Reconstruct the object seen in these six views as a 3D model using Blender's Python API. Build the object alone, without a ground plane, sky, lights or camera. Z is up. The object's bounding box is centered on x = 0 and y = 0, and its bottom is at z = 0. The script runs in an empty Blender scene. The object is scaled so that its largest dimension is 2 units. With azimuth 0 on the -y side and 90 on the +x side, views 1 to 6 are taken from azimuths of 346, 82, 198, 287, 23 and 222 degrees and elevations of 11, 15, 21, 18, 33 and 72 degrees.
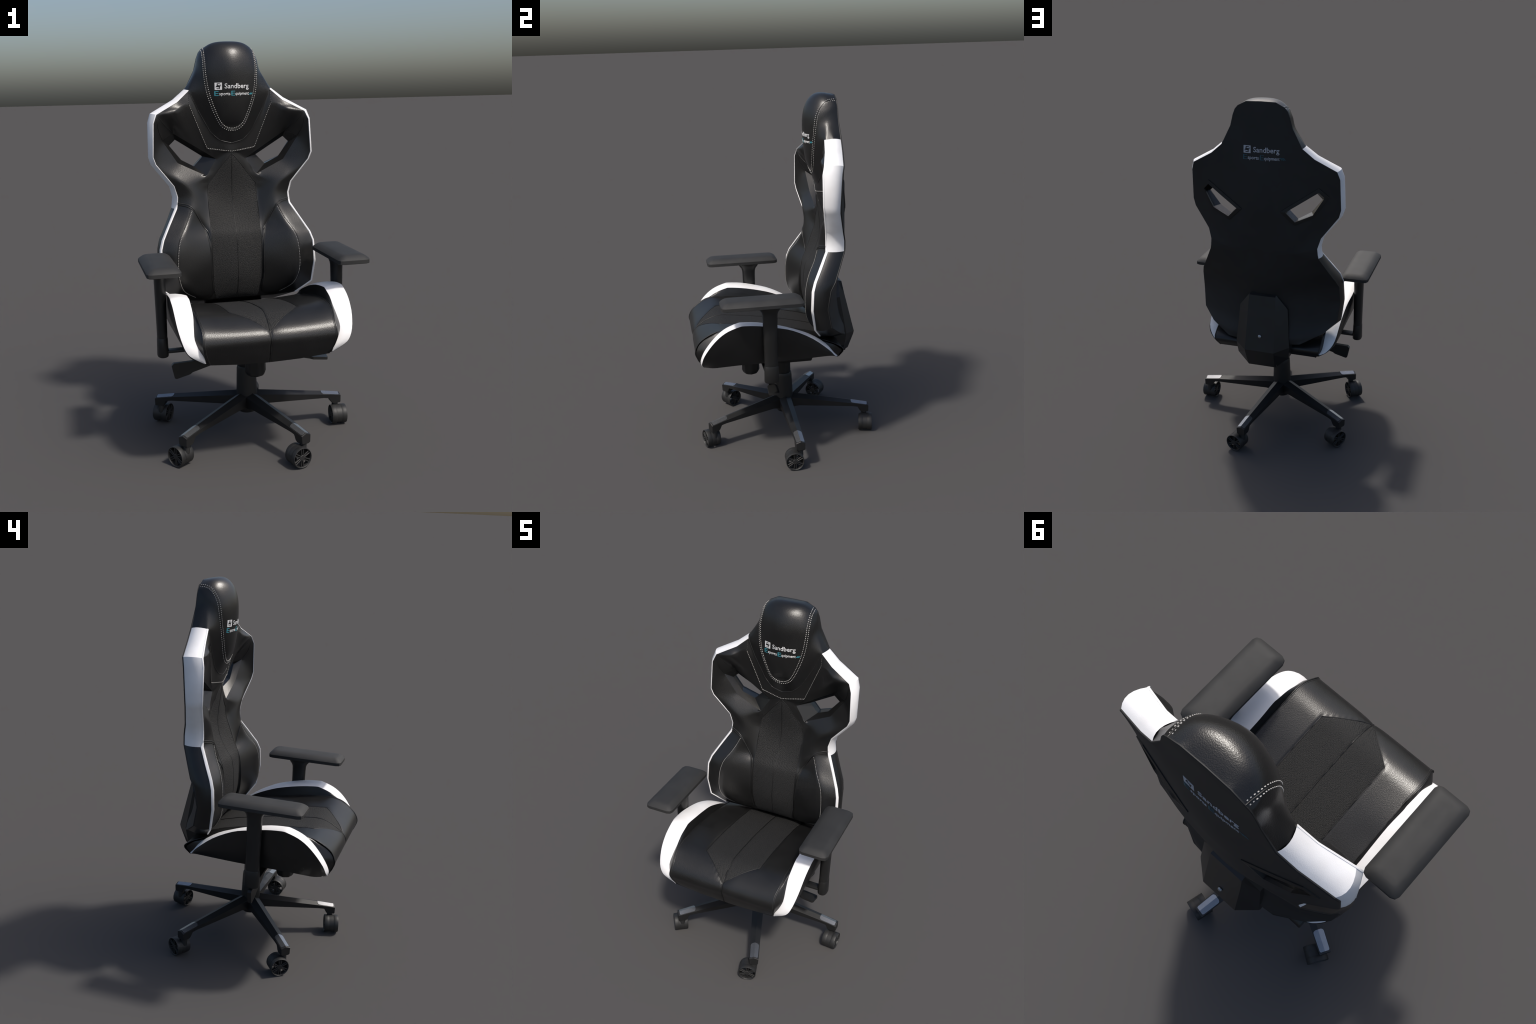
"""Gaming chair: high winged backrest with two window openings, bucket seat,
T armrests, five-spoke star base on twin-wheel casters."""
import bpy, bmesh, math
from mathutils import Vector, Matrix
from mathutils.bvhtree import BVHTree

V = Vector
SHIFT = -0.004          # the symmetry plane of the upholstery sits here

# ------------------------------------------------------------------ materials
def new_mat(name):
    m = bpy.data.materials.new(name)
    m.use_nodes = True
    nt = m.node_tree
    return m, nt, nt.nodes["Principled BSDF"]

def nd(nt, kind, **kw):
    n = nt.nodes.new(kind)
    for k, v in kw.items():
        if k in n.inputs:
            n.inputs[k].default_value = v
        else:
            setattr(n, k, v)
    return n

def grain(nt, bsdf, scale, strength, dist=0.001, kind="noise", detail=3.0):
    co = nd(nt, "ShaderNodeTexCoord")
    if kind == "noise":
        t = nd(nt, "ShaderNodeTexNoise", Scale=scale, Detail=detail, Roughness=0.6)
        out = t.outputs["Fac"]
    else:
        t = nd(nt, "ShaderNodeTexVoronoi", Scale=scale)
        out = t.outputs["Distance"]
    nt.links.new(co.outputs["Object"], t.inputs["Vector"])
    b = nd(nt, "ShaderNodeBump", Strength=strength, Distance=dist)
    nt.links.new(out, b.inputs["Height"])
    nt.links.new(b.outputs["Normal"], bsdf.inputs["Normal"])
    return co, out

def tint(nt, bsdf, co, c0, c1, scale):
    t = nd(nt, "ShaderNodeTexNoise", Scale=scale, Detail=3.0)
    nt.links.new(co.outputs["Object"], t.inputs["Vector"])
    r = nd(nt, "ShaderNodeValToRGB")
    r.color_ramp.elements[0].position = 0.35
    r.color_ramp.elements[0].color = (*c0, 1)
    r.color_ramp.elements[1].position = 0.65
    r.color_ramp.elements[1].color = (*c1, 1)
    nt.links.new(t.outputs["Fac"], r.inputs["Fac"])
    nt.links.new(r.outputs["Color"], bsdf.inputs["Base Color"])

def make_leather(name, c0, c1, rough, strength=0.22):
    m, nt, b = new_mat(name)
    co, _ = grain(nt, b, 290, strength, 0.0014, "voronoi")
    tint(nt, b, co, c0, c1, 9)
    b.inputs["Roughness"].default_value = rough
    return m

def make_plain(name, col, rough, metallic=0.0, scale=600, strength=0.08, vary=0.12):
    m, nt, b = new_mat(name)
    co, _ = grain(nt, b, scale, strength, 0.0006)
    tint(nt, b, co, [c * (1 - vary) for c in col], [min(1, c * (1 + vary)) for c in col], 14)
    b.inputs["Roughness"].default_value = rough
    b.inputs["Metallic"].default_value = metallic
    return m

def make_fabric(name):
    """Coarse woven cloth: short diagonal yarn floats in rows."""
    m, nt, b = new_mat(name)
    co = nd(nt, "ShaderNodeTexCoord")
    mp = nd(nt, "ShaderNodeMapping")
    mp.inputs["Rotation"].default_value = (0.0, 0.0, 0.0)
    nt.links.new(co.outputs["Object"], mp.inputs["Vector"])
    sep = nd(nt, "ShaderNodeSeparateXYZ")
    nt.links.new(mp.outputs["Vector"], sep.inputs["Vector"])
    # unroll: the cloth runs along z on the back and along y on the seat
    run = nd(nt, "ShaderNodeMath", operation="SUBTRACT")
    nt.links.new(sep.outputs["Z"], run.inputs[0])
    nt.links.new(sep.outputs["Y"], run.inputs[1])
    comb = nd(nt, "ShaderNodeCombineXYZ")
    nt.links.new(sep.outputs["X"], comb.inputs["X"])
    nt.links.new(run.outputs[0], comb.inputs["Y"])
    rot = nd(nt, "ShaderNodeMapping")
    rot.inputs["Rotation"].default_value = (0, 0, math.radians(22))
    rot.inputs["Scale"].default_value = (130, 255, 1)
    nt.links.new(comb.outputs[0], rot.inputs["Vector"])
    vor = nd(nt, "ShaderNodeTexVoronoi", Scale=1.0, Randomness=0.55)
    vor.voronoi_dimensions = "2D"
    nt.links.new(rot.outputs["Vector"], vor.inputs["Vector"])
    noi = nd(nt, "ShaderNodeTexNoise", Scale=500.0, Detail=2.0)
    nt.links.new(co.outputs["Object"], noi.inputs["Vector"])
    add = nd(nt, "ShaderNodeMath", operation="MULTIPLY_ADD")
    nt.links.new(noi.outputs["Fac"], add.inputs[0])
    add.inputs[1].default_value = -0.25
    nt.links.new(vor.outputs["Distance"], add.inputs[2])
    bp = nd(nt, "ShaderNodeBump", Strength=0.7, Distance=0.003)
    bp.invert = True
    nt.links.new(add.outputs[0], bp.inputs["Height"])
    nt.links.new(bp.outputs["Normal"], b.inputs["Normal"])
    r = nd(nt, "ShaderNodeValToRGB")
    r.color_ramp.elements[0].position = 0.1
    r.color_ramp.elements[0].color = (0.018, 0.018, 0.0178, 1)
    r.color_ramp.elements[1].position = 0.75
    r.color_ramp.elements[1].color = (0.009, 0.009, 0.009, 1)
    nt.links.new(vor.outputs["Distance"], r.inputs["Fac"])
    nt.links.new(r.outputs["Color"], b.inputs["Base Color"])
    b.inputs["Roughness"].default_value = 0.75
    b.inputs["Specular IOR Level"].default_value = 0.35
    return m

LEATHER = make_leather("black_leather", (0.0085, 0.0085, 0.0085), (0.0115, 0.0115, 0.0115), 0.32, 0.21)
LINING = make_leather("window_leather", (0.0085, 0.0085, 0.0085), (0.0115, 0.0115, 0.0115), 0.26, 0.1)
WHITE = make_leather("white_leather", (0.80, 0.79, 0.79), (0.86, 0.86, 0.87), 0.5, 0.12)
SHELL = make_plain("back_shell_cloth", (0.0105, 0.0105, 0.0108), 0.62, scale=500, strength=0.12)
FABRIC = make_fabric("woven_fabric")
PLASTIC = make_plain("black_plastic", (0.012, 0.012, 0.012), 0.42)
PAD = make_plain("armrest_rubber", (0.0195, 0.0195, 0.0195), 0.7, scale=450, strength=0.15)
FRAME = make_plain("black_painted_metal", (0.0115, 0.0115, 0.0117), 0.46)
WHEEL = make_plain("caster_nylon", (0.016, 0.016, 0.016), 0.55)
CHROME = make_plain("brushed_metal", (0.32, 0.33, 0.345), 0.27, 0.85, scale=200, strength=0.01, vary=0.04)
THREAD = make_plain("white_thread", (0.50, 0.485, 0.46), 0.8)
SEAM = make_plain("seam_shadow_cord", (0.0045, 0.0045, 0.0045), 0.5)
EDGE = make_plain("piped_edge_leather", (0.022, 0.022, 0.022), 0.35)
PRINT_WHITE = make_plain("printed_white", (0.70, 0.70, 0.70), 0.55)
PRINT_TEAL = make_plain("printed_teal", (0.045, 0.27, 0.33), 0.55)
PRINT_GREY = make_plain("printed_grey", (0.40, 0.42, 0.46), 0.55)
PRINT_BLUE = make_plain("printed_dark_teal", (0.018, 0.075, 0.10), 0.55)

# ------------------------------------------------------------------ helpers
ROOT = bpy.data.objects.new("gaming_chair", None)
bpy.context.scene.collection.objects.link(ROOT)
ROOT.location = (SHIFT, 0, 0)
ROOT["label"] = "black and white racing-style gaming chair on casters"
ROOT["category"] = "office chair"

def link(name, mesh, parent, mat=None):
    ob = bpy.data.objects.new(name, mesh)
    bpy.context.scene.collection.objects.link(ob)
    ob.parent = parent
    if mat is not None:
        mesh.materials.clear()
        mesh.materials.append(mat)
    return ob

def shade(mesh, angle=35):
    mesh.polygons.foreach_set("use_smooth", [True] * len(mesh.polygons))
    bm = bmesh.new(); bm.from_mesh(mesh)
    lim = math.radians(angle)
    for e in bm.edges:
        if len(e.link_faces) == 2:
            e.smooth = e.calc_face_angle(0) < lim
    bm.to_mesh(mesh); bm.free()

def finish(name, bm, parent, mat, angle=35, bevel=0.0, segs=2, recalc=True, subdiv=0):
    if bevel > 0:
        es = [e for e in bm.edges if len(e.link_faces) == 2 and e.calc_face_angle(0) > math.radians(24)]
        bmesh.ops.bevel(bm, geom=es, offset=bevel, segments=segs, profile=0.5, affect="EDGES", clamp_overlap=True)
    if recalc:
        bmesh.ops.recalc_face_normals(bm, faces=bm.faces)
    me = bpy.data.meshes.new(name)
    bm.to_mesh(me); bm.free()
    shade(me, angle)
    return link(name, me, parent, mat)

def lathe(profile, segs=32, center=(0, 0, 0), cap=True):
    """Solid of revolution about z from (radius, z) pairs."""
    bm = bmesh.new(); rings = []
    for r, z in profile:
        rings.append([bm.verts.new((center[0] + r * math.cos(2 * math.pi * i / segs),
                                    center[1] + r * math.sin(2 * math.pi * i / segs), center[2] + z)) for i in range(segs)])
    for a, b in zip(rings, rings[1:]):
        for i in range(segs):
            j = (i + 1) % segs
            bm.faces.new((a[i], a[j], b[j], b[i]))
    if cap:
        bm.faces.new(rings[0][::-1]); bm.faces.new(rings[-1])
    return bm

def loft(rings, cap=True, closed=True):
    bm = bmesh.new()
    rr = [[bm.verts.new(p) for p in ring] for ring in rings]
    n = len(rr[0])
    for a, b in zip(rr, rr[1:]):
        for i in range(n if closed else n - 1):
            j = (i + 1) % n
            bm.faces.new((a[i], a[j], b[j], b[i]))
    if cap:
        bm.faces.new(rr[0][::-1]); bm.faces.new(rr[-1])
    return bm

def catmull(pts, per=6, closed=False):
    pts = [V(p) for p in pts]; out = []; n = len(pts)
    for i in range(n if closed else n - 1):
        if closed:
            p0, p1, p2, p3 = pts[i - 1], pts[i], pts[(i + 1) % n], pts[(i + 2) % n]
        else:
            p1, p2 = pts[i], pts[i + 1]
            p0 = pts[i - 1] if i else p1 * 2 - p2
            p3 = pts[i + 2] if i + 2 < n else p2 * 2 - p1
        for k in range(per):
            t = k / per
            out.append(0.5 * (2 * p1 + (p2 - p0) * t + (2 * p0 - 5 * p1 + 4 * p2 - p3) * t * t + (3 * p1 - p0 - 3 * p2 + p3) * t ** 3))
    if not closed:
        out.append(pts[-1].copy())
    return out

def resample(pts, step):
    out = [pts[0].copy()]; carry = 0.0
    for a, b in zip(pts, pts[1:]):
        d = (b - a).length
        t = step - carry
        while t <= d:
            out.append(a.lerp(b, t / d)); t += step
        carry = d - (t - step)
    return out

def mirror(pts):
    return [V((-p[0], p[1], p[2])) for p in pts]

def tube_bm(paths, radius, sides=6):
    bm = bmesh.new()
    for path in paths:
        prev = None; rings = []
        for i, p in enumerate(path):
            t = (path[min(i + 1, len(path) - 1)] - path[max(i - 1, 0)]).normalized()
            if prev is None:
                a = t.orthogonal().normalized()
            else:
                a = (prev - t * prev.dot(t)).normalized()
            prev = a; b = t.cross(a)
            rings.append([bm.verts.new(p + (a * math.cos(2 * math.pi * k / sides) + b * math.sin(2 * math.pi * k / sides)) * radius) for k in range(sides)])
        for r0, r1 in zip(rings, rings[1:]):
            for k in range(sides):
                bm.faces.new((r0[k], r0[(k + 1) % sides], r1[(k + 1) % sides], r1[k]))
        bm.faces.new(rings[0][::-1]); bm.faces.new(rings[-1])
    return bm

def drape(path, bvh, lift, toward=V((0, -1, 0))):
    """Settle a path on a surface; lift is measured along the surface normal."""
    out = []; nors = []
    for p in path:
        loc, nor, _, _ = bvh.find_nearest(p)
        if loc is None:
            loc, nor = p, toward
        if nor.dot(toward) < 0:
            nor = -nor
        out.append(loc + nor * lift); nors.append(nor)
    return out, nors

def stitch_bm(rows, bvh, pitch=0.0075, length=0.0045, width=0.0011, side=0.0, toward=V((0, -1, 0))):
    bm = bmesh.new()
    for row in rows:
        pts = resample(row, pitch)
        for i in range(1, len(pts) - 1):
            t = (pts[i + 1] - pts[i - 1]).normalized()
            (loc,), (nor,) = drape([pts[i]], bvh, 0.0, toward)
            s = t.cross(nor).normalized()
            if side:
                (loc,), (nor,) = drape([loc + s * side], bvh, 0.0, toward)
                s = t.cross(nor).normalized()
            c = loc + nor * 0.0006
            h = length / 2
            ring = []
            for along, k in ((-h, 0.45), (-h * 0.6, 1), (h * 0.6, 1), (h, 0.45)):
                ring.append([bm.verts.new(c + t * along + (s * x + nor * y) * width * k) for x, y in ((-1, -.5), (-.6, .8), (.6, .8), (1, -.5))])
            for a, b in zip(ring, ring[1:]):
                for k in range(4):
                    bm.faces.new((a[k], a[(k + 1) % 4], b[(k + 1) % 4], b[k]))
            bm.faces.new(ring[0][::-1]); bm.faces.new(ring[-1])
    return bm

class Cage:
    """A half cage of named control points, mirrored, refined and relaxed into
    one smooth skin, then separated into named parts whose borders coincide."""
    def __init__(self, points):
        self.p = {k: V(v) for k, v in points.items()}
        self.faces = []
    def add(self, tag, *quads):
        for q in quads:
            self.faces.append((tag, q.split()))
    def build(self, creases=(), levels=2, relax=6, front=-1, calm=()):
        bm = bmesh.new(); made = {}
        ec = bm.edges.layers.float.new("crease_edge")
        vc = bm.verts.layers.float.new("crease_vert")
        def vert(name, m):
            p = self.p[name]
            key = (name, 0 if abs(p.x) < 1e-6 else m)
            if key not in made:
                made[key] = bm.verts.new((p.x * (-1 if m else 1), p.y, p.z))
            return made[key]
        tags = []
        for tag, q in self.faces:
            if tag not in tags:
                tags.append(tag)
            for m in (0, 1):
                vs = [vert(n, m) for n in q]
                if m:
                    vs = vs[::-1]
                f = bm.faces.new(vs)
                f.material_index = tags.index(tag) * 2 + m
        bmesh.ops.recalc_face_normals(bm, faces=bm.faces)
        if sum(f.normal.y * f.calc_area() for f in bm.faces) * front < 0:
            bmesh.ops.reverse_faces(bm, faces=bm.faces)
        # subdivision skin whose control points are moved until it passes through
        # the given points; borders stay straight between their points
        for e in bm.edges:
            if e.is_boundary:
                e[ec] = 1.0
        for v in bm.verts:
            if v.is_boundary:
                v[vc] = 1.0
        for line, sharp in creases:
            n = line.split()
            for a, b in zip(n, n[1:]):
                for m in (0, 1):
                    e = bm.edges.get((vert(a, m), vert(b, m)))
                    if e is not None:
                        e[ec] = sharp
        bm.verts.index_update()
        aim = [v.co.copy() for v in bm.verts]
        free = [not v.is_boundary for v in bm.verts]
        me = bpy.data.meshes.new("skin"); bm.to_mesh(me); bm.free()
        ob = bpy.data.objects.new("skin", me)
        bpy.context.scene.collection.objects.link(ob)
        mod = ob.modifiers.new("skin", "SUBSURF")
        mod.levels = levels; mod.use_limit_surface = True
        for it in range(relax + 1):
            dg = bpy.context.evaluated_depsgraph_get(); dg.update()
            out = bpy.data.meshes.new_from_object(ob.evaluated_get(dg))
            if it == relax:
                break
            for k, v in enumerate(me.vertices):
                if free[k]:
                    v.co += (aim[k] - out.vertices[k].co) * 0.85
            bpy.data.meshes.remove(out)
            me.update()
        bm = bmesh.new(); bm.from_mesh(out)
        bpy.data.objects.remove(ob); bpy.data.meshes.remove(me); bpy.data.meshes.remove(out)
        bm.verts.ensure_lookup_table(); bm.verts.index_update()
        # calm the skin where it pinches at sharp window corners
        for name, radius in calm:
            for sx in (1, -1):
                c = V((self.p[name].x * sx, self.p[name].y, self.p[name].z))
                near = [v for v in bm.verts if (v.co - c).length < radius and not v.is_boundary]
                for _ in range(25):
                    new = [sum((e.other_vert(v).co for e in v.link_edges), V()) / len(v.link_edges) for v in near]
                    for v, q in zip(near, new):
                        v.co = q
        bm.normal_update()
        self.bm = bm; self.tags = tags
        self.bvh = BVHTree.FromBMesh(bm)
        return self
    def part(self, name, parent, mat, tags, sides=(0, 1)):
        idx = {self.tags.index(t) * 2 + s for t in tags for s in sides}
        vm = {}; vs = []; ns = []; fs = []
        for f in self.bm.faces:
            if f.material_index in idx:
                ids = []
                for v in f.verts:
                    if v.index not in vm:
                        vm[v.index] = len(vs); vs.append(v.co.copy()); ns.append(v.normal.copy())
                    ids.append(vm[v.index])
                fs.append(ids)
        me = bpy.data.meshes.new(name)
        me.from_pydata(vs, [], fs)
        me.polygons.foreach_set("use_smooth", [True] * len(me.polygons))
        me.normals_split_custom_set_from_vertices(ns)
        return link(name, me, parent, mat)

def lettering(name, body, size, loc, parent, mat, bvh, facing, squeeze=1.0, lift=0.0009, bold=0.0):
    """Text laid on a curved panel; facing -1 reads from the front, +1 from behind."""
    cu = bpy.data.curves.new(name, "FONT")
    cu.body = body; cu.size = size; cu.resolution_u = 3
    cu.offset = bold
    tmp = bpy.data.objects.new(name, cu)
    bpy.context.scene.collection.objects.link(tmp)
    dg = bpy.context.evaluated_depsgraph_get()
    me = bpy.data.meshes.new_from_object(tmp.evaluated_get(dg))
    bpy.data.objects.remove(tmp)
    bm = bmesh.new(); bm.from_mesh(me)
    return print_on(name, bm, loc, parent, mat, bvh, facing, squeeze, lift)

def print_on(name, bm, loc, parent, mat, bvh, facing, squeeze=1.0, lift=0.0009):
    bmesh.ops.triangulate(bm, faces=bm.faces)
    for _ in range(2):
        es = [e for e in bm.edges if e.calc_length() > 0.006]
        if es:
            bmesh.ops.subdivide_edges(bm, edges=es, cuts=1)
            bmesh.ops.triangulate(bm, faces=bm.faces)
    for v in bm.verts:
        x = loc[0] + v.co.x * squeeze * (1 if facing < 0 else -1)
        z = loc[1] + v.co.y
        hit = bvh.ray_cast(V((x, 1.0 * facing, z)), V((0, -facing, 0)))[0]
        y = hit.y if hit else 0.2
        v.co = V((x, y + facing * lift, z))
    # give the print a hair of thickness
    r = bmesh.ops.extrude_face_region(bm, geom=bm.faces[:])
    for g in r["geom"]:
        if isinstance(g, bmesh.types.BMVert):
            g.co.y -= facing * 0.0006
    bmesh.ops.recalc_face_normals(bm, faces=bm.faces)
    me = bpy.data.meshes.new(name); bm.to_mesh(me); bm.free()
    return link(name, me, parent, mat)

def quad_bm(polys):
    bm = bmesh.new()
    for poly in polys:
        bm.faces.new([bm.verts.new((x, y, 0)) for x, y in poly])
    return bm

# ------------------------------------------------------------------ backrest
# outline of the front skin, neck to bottom (right half)
OUT = {
 "n": (.212, .231, 1.760), "f1": (.276, .219, 1.704), "f2": (.386, .189, 1.645), "f3": (.404, .177, 1.602),
 "f4": (.413, .176, 1.435), "f5": (.400, .182, 1.396), "f6": (.309, .208, 1.281), "f7": (.293, .212, 1.225),
 "fu": (.296, .211, 1.188), "f8": (.300, .210, 1.166), "f9": (.345, .166, 1.090), "f10": (.383, .127, 1.022),
 "f11": (.398, .111, .976), "f12": (.402, .105, .870), "f13": (.390, .123, .757), "f14": (.312, .166, .692),
 "f15": (.200, .191, .678), "f16": (0, .199, .678)}
# matching rim of the back shell
RIM = {
 "n": (.220, .316, 1.759), "f1": (.283, .308, 1.706), "f2": (.397, .287, 1.643), "f3": (.411, .277, 1.600),
 "f4": (.416, .265, 1.433), "f5": (.405, .267, 1.393), "f6": (.318, .300, 1.280), "f7": (.301, .312, 1.223),
 "fu": (.304, .311, 1.188), "f8": (.308, .309, 1.166), "f9": (.350, .272, 1.085), "f10": (.388, .238, 1.015),
 "f11": (.402, .211, .974), "f12": (.406, .192, .872), "f13": (.395, .214, .761), "f14": (.324, .273, .703),
 "f15": (.211, .330, .650), "f16": (0, .350, .630)}
# crest of the padded side wall between the two
MID = {
 "n": (.228, .278, 1.766), "f1": (.290, .262, 1.716), "f2": (.410, .243, 1.650), "f3": (.425, .236, 1.606),
 "f4": (.431, .224, 1.433), "f5": (.419, .234, 1.394), "f6": (.326, .250, 1.278), "f7": (.312, .262, 1.221),
 "fu": (.315, .262, 1.188), "f8": (.319, .260, 1.166), "f9": (.359, .220, 1.085), "f10": (.399, .182, 1.018),
 "f11": (.413, .160, .974), "f12": (.420, .147, .868), "f13": (.408, .166, .754), "f14": (.326, .220, .690),
 "f15": (.208, .262, .640), "f16": (0, .270, .642)}
ORDER = "n f1 f2 f3 f4 f5 f6 f7 fu f8 f9 f10 f11 f12 f13 f14 f15 f16".split()
# back rim of the headrest
HEADRIM = {"e5": (.168, .315, 1.860), "e6": (.153, .315, 1.918), "e7": (.141, .315, 1.948), "k9": (.125, .316, 1.966),
           "m9": (.080, .315, 1.989), "t9": (0, .314, 1.991)}

pts = dict(OUT)
pts.update({
 # headrest: centre line t, stitched seam k (m lies between), side line s, lower seam g
 "k0": (0, .194, 1.560), "k1": (.045, .192, 1.577), "k2": (.076, .190, 1.622), "k3": (.108, .188, 1.705),
 "k4": (.124, .191, 1.770), "k5": (.132, .197, 1.838), "k6": (.132, .211, 1.897), "k7": (.131, .244, 1.947),
 "k8": (.128, .280, 1.962), "k9": HEADRIM["k9"],
 "t1": (0, .187, 1.584), "t2": (0, .170, 1.622), "t3": (0, .157, 1.702), "t4": (0, .152, 1.775), "t5": (0, .152, 1.862),
 "t6": (0, .168, 1.930), "t7": (0, .196, 1.975), "t8": (0, .246, 1.999), "t9": HEADRIM["t9"],
 "m2": (.042, .174, 1.622), "m3": (.062, .167, 1.702), "m4": (.072, .166, 1.775), "m5": (.076, .169, 1.857),
 "m6": (.077, .184, 1.923), "m7": (.079, .213, 1.967), "m8": (.080, .256, 1.992), "m9": HEADRIM["m9"],
 "s5": (.168, .256, 1.850), "s6": (.156, .268, 1.908), "s7": (.143, .290, 1.946),
 "nm": (.228, .278, 1.766), "b4": (.220, .316, 1.759), "b5": HEADRIM["e5"], "b6": HEADRIM["e6"], "b7": HEADRIM["e7"],
 "g0": (0, .221, 1.491), "g1": (.060, .223, 1.507), "g2": (.106, .230, 1.549), "g3": (.168, .228, 1.663),
 # stitched band below the headrest
 "h0": (0, .221, 1.449), "h1": (.065, .230, 1.457), "h2": (.125, .239, 1.467), "h3": (.170, .229, 1.580), "h4": (.214, .218, 1.691),
 # shoulder crease
 "c1": (.264, .207, 1.668), "c2": (.307, .188, 1.642), "c3": (.344, .203, 1.607),
 # window, front loop
 "wa": (.078, .248, 1.410), "w1": (.190, .250, 1.480), "wb": (.298, .250, 1.548), "wc": (.356, .231, 1.513),
 "wd": (.280, .242, 1.397), "we": (.133, .244, 1.325),
 # waist ridge
 "r0": (.318, .200, 1.340), "r1": (.234, .197, 1.287), "r2": (.215, .193, 1.228),
 # cloth panel edge and its centre line
 "p0": (0, .224, 1.440), "p1": (.062, .237, 1.365), "p2": (.127, .243, 1.281), "p3": (.131, .228, 1.200), "p4": (.132, .203, 1.130),
 "p5": (.131, .176, 1.060), "p6": (.131, .157, 1.012), "p7": (.130, .150, .904), "p8": (.131, .158, .800), "p9": (.122, .179, .714), "p10": (.112, .196, .679),
 "q1": (0, .229, 1.365), "q2": (0, .239, 1.281), "q3": (0, .238, 1.200), "q4": (0, .217, 1.130), "q5": (0, .176, 1.060),
 "q6": (0, .149, 1.012), "q7": (0, .137, .904), "q8": (0, .142, .800), "q9": (0, .171, .714),
 # lumbar bolster: inner seam u, middle v, stitched ridge s
 "u5": (.168, .186, 1.066), "u6": (.150, .161, 1.015), "u7": (.139, .140, .904), "u8": (.140, .146, .800), "u9": (.130, .172, .716),
 "v5": (.212, .160, 1.066), "v6": (.226, .128, 1.010), "v7": (.230, .108, .904), "v8": (.230, .112, .800), "v9": (.210, .152, .714),
 "s0": (.223, .177, 1.162), "x5": (.257, .146, 1.088), "x6": (.304, .101, 1.006), "x7": (.319, .087, .900), "x8": (.313, .095, .810),
 "x9": (.285, .130, .745), "x10": (.220, .170, .699),
})
fc = Cage(pts)
fc.add("pad", "k0 k1 t1", "k1 k2 m2", "t1 k1 m2 t2", "t2 m2 m3 t3", "m2 k2 k3 m3", "t3 m3 m4 t4", "m3 k3 k4 m4", "t4 m4 m5 t5", "m4 k4 k5 m5",
       "t5 m5 m6 t6", "m5 k5 k6 m6", "t6 m6 m7 t7", "m6 k6 k7 m7", "t7 m7 m8 t8", "m7 k7 k8 m8", "t8 m8 m9 t9", "m8 k8 k9 m9")
fc.add("collar", "g0 g1 k1 k0", "g1 g2 k2 k1", "g2 g3 k3 k2", "g3 n k4 k3", "k4 n s5 k5", "k5 s5 s6 k6", "k6 s6 s7 k7", "k7 s7 b7 k8", "k8 b7 k9",
       "n nm s5", "nm b4 b5 s5", "s5 b5 b6 s6", "s6 b6 b7 s7")
fc.add("band", "h0 h1 g1 g0", "h1 h2 g2 g1", "h2 h3 g3 g2", "h3 h4 n g3")
fc.add("shoulder", "h4 f1 n", "h4 c1 f1", "c1 c2 f2 f1", "c2 c3 f2", "c3 f3 f2", "h0 p0 wa h1", "h1 wa h2", "h2 wa w1 h3", "h3 w1 c1 h4", "c1 w1 wb c2", "c2 wb c3",
       "c3 wb wc", "c3 wc f3", "f3 wc f4", "f4 wc wd f5", "f5 wd r0", "f5 r0 f6", "wd r1 r0", "wd we r1", "r0 r1 f6", "r1 r2 f7 f6", "r2 s0 fu f7",
       "we p2 r1", "r1 p2 p3 r2", "r2 p3 p4 s0", "s0 p4 p5 u5", "u5 p5 p6 u6", "p0 p1 wa", "wa p1 p2 we")
fc.add("channel", "u6 p6 p7 u7", "u7 p7 p8 u8", "u8 p8 p9 u9")
fc.add("cloth", "p0 q1 p1", "p1 q1 q2 p2", "p2 q2 q3 p3", "p3 q3 q4 p4", "p4 q4 q5 p5", "p5 q5 q6 p6", "p6 q6 q7 p7", "p7 q7 q8 p8", "p8 q8 q9 p9", "p9 q9 f16 p10")
fc.add("bolster", "s0 u5 v5 x5", "u5 u6 v6 v5", "x5 v5 v6 x6", "u6 u7 v7 v6", "x6 v6 v7 x7", "u7 u8 v8 v7", "x7 v7 v8 x8", "u8 u9 v9 v8", "x8 v8 v9 x9", "u9 p9 p10 f15", "u9 f15 x10 v9", "v9 x10 x9",
       "s0 f8 fu", "s0 x5 f9 f8", "x5 x6 f10 f9", "x6 x7 f11 f10", "x7 x8 f12 f11", "x8 x9 f13 f12", "x9 x10 f14 f13", "x10 f15 f14")
fc.build(creases=[("h4 c1 c2", .6), ("r0 r1 r2 s0", .25), ("g0 g1 g2 g3 n", .5), ("h0 h1 h2 h3 h4", .4), ("s0 u5 u6 u7 u8 u9", .6), ("fu s0", .6), ("s0 x5 x6", .4), ("p2 p3 p4 p5 p6 p7 p8 p9", .5), ("n s5", .4)], levels=3, relax=5, calm=[("we", .034), ("wa", .02), ("wc", .02)])

BACKREST = fc.part("backrest", ROOT, LEATHER, ["shoulder", "band"])
fc.part("headrest_collar", BACKREST, LEATHER, ["collar"])
fc.part("headrest_pad", BACKREST, LEATHER, ["pad"])
fc.part("backrest_fabric_panel", BACKREST, FABRIC, ["cloth"])
fc.part("fabric_channel", BACKREST, LEATHER, ["channel"])
for s in (0, 1):
    fc.part("lumbar_bolster", BACKREST, LEATHER, ["bolster"], (s,))
FRONT = fc.bvh

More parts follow.
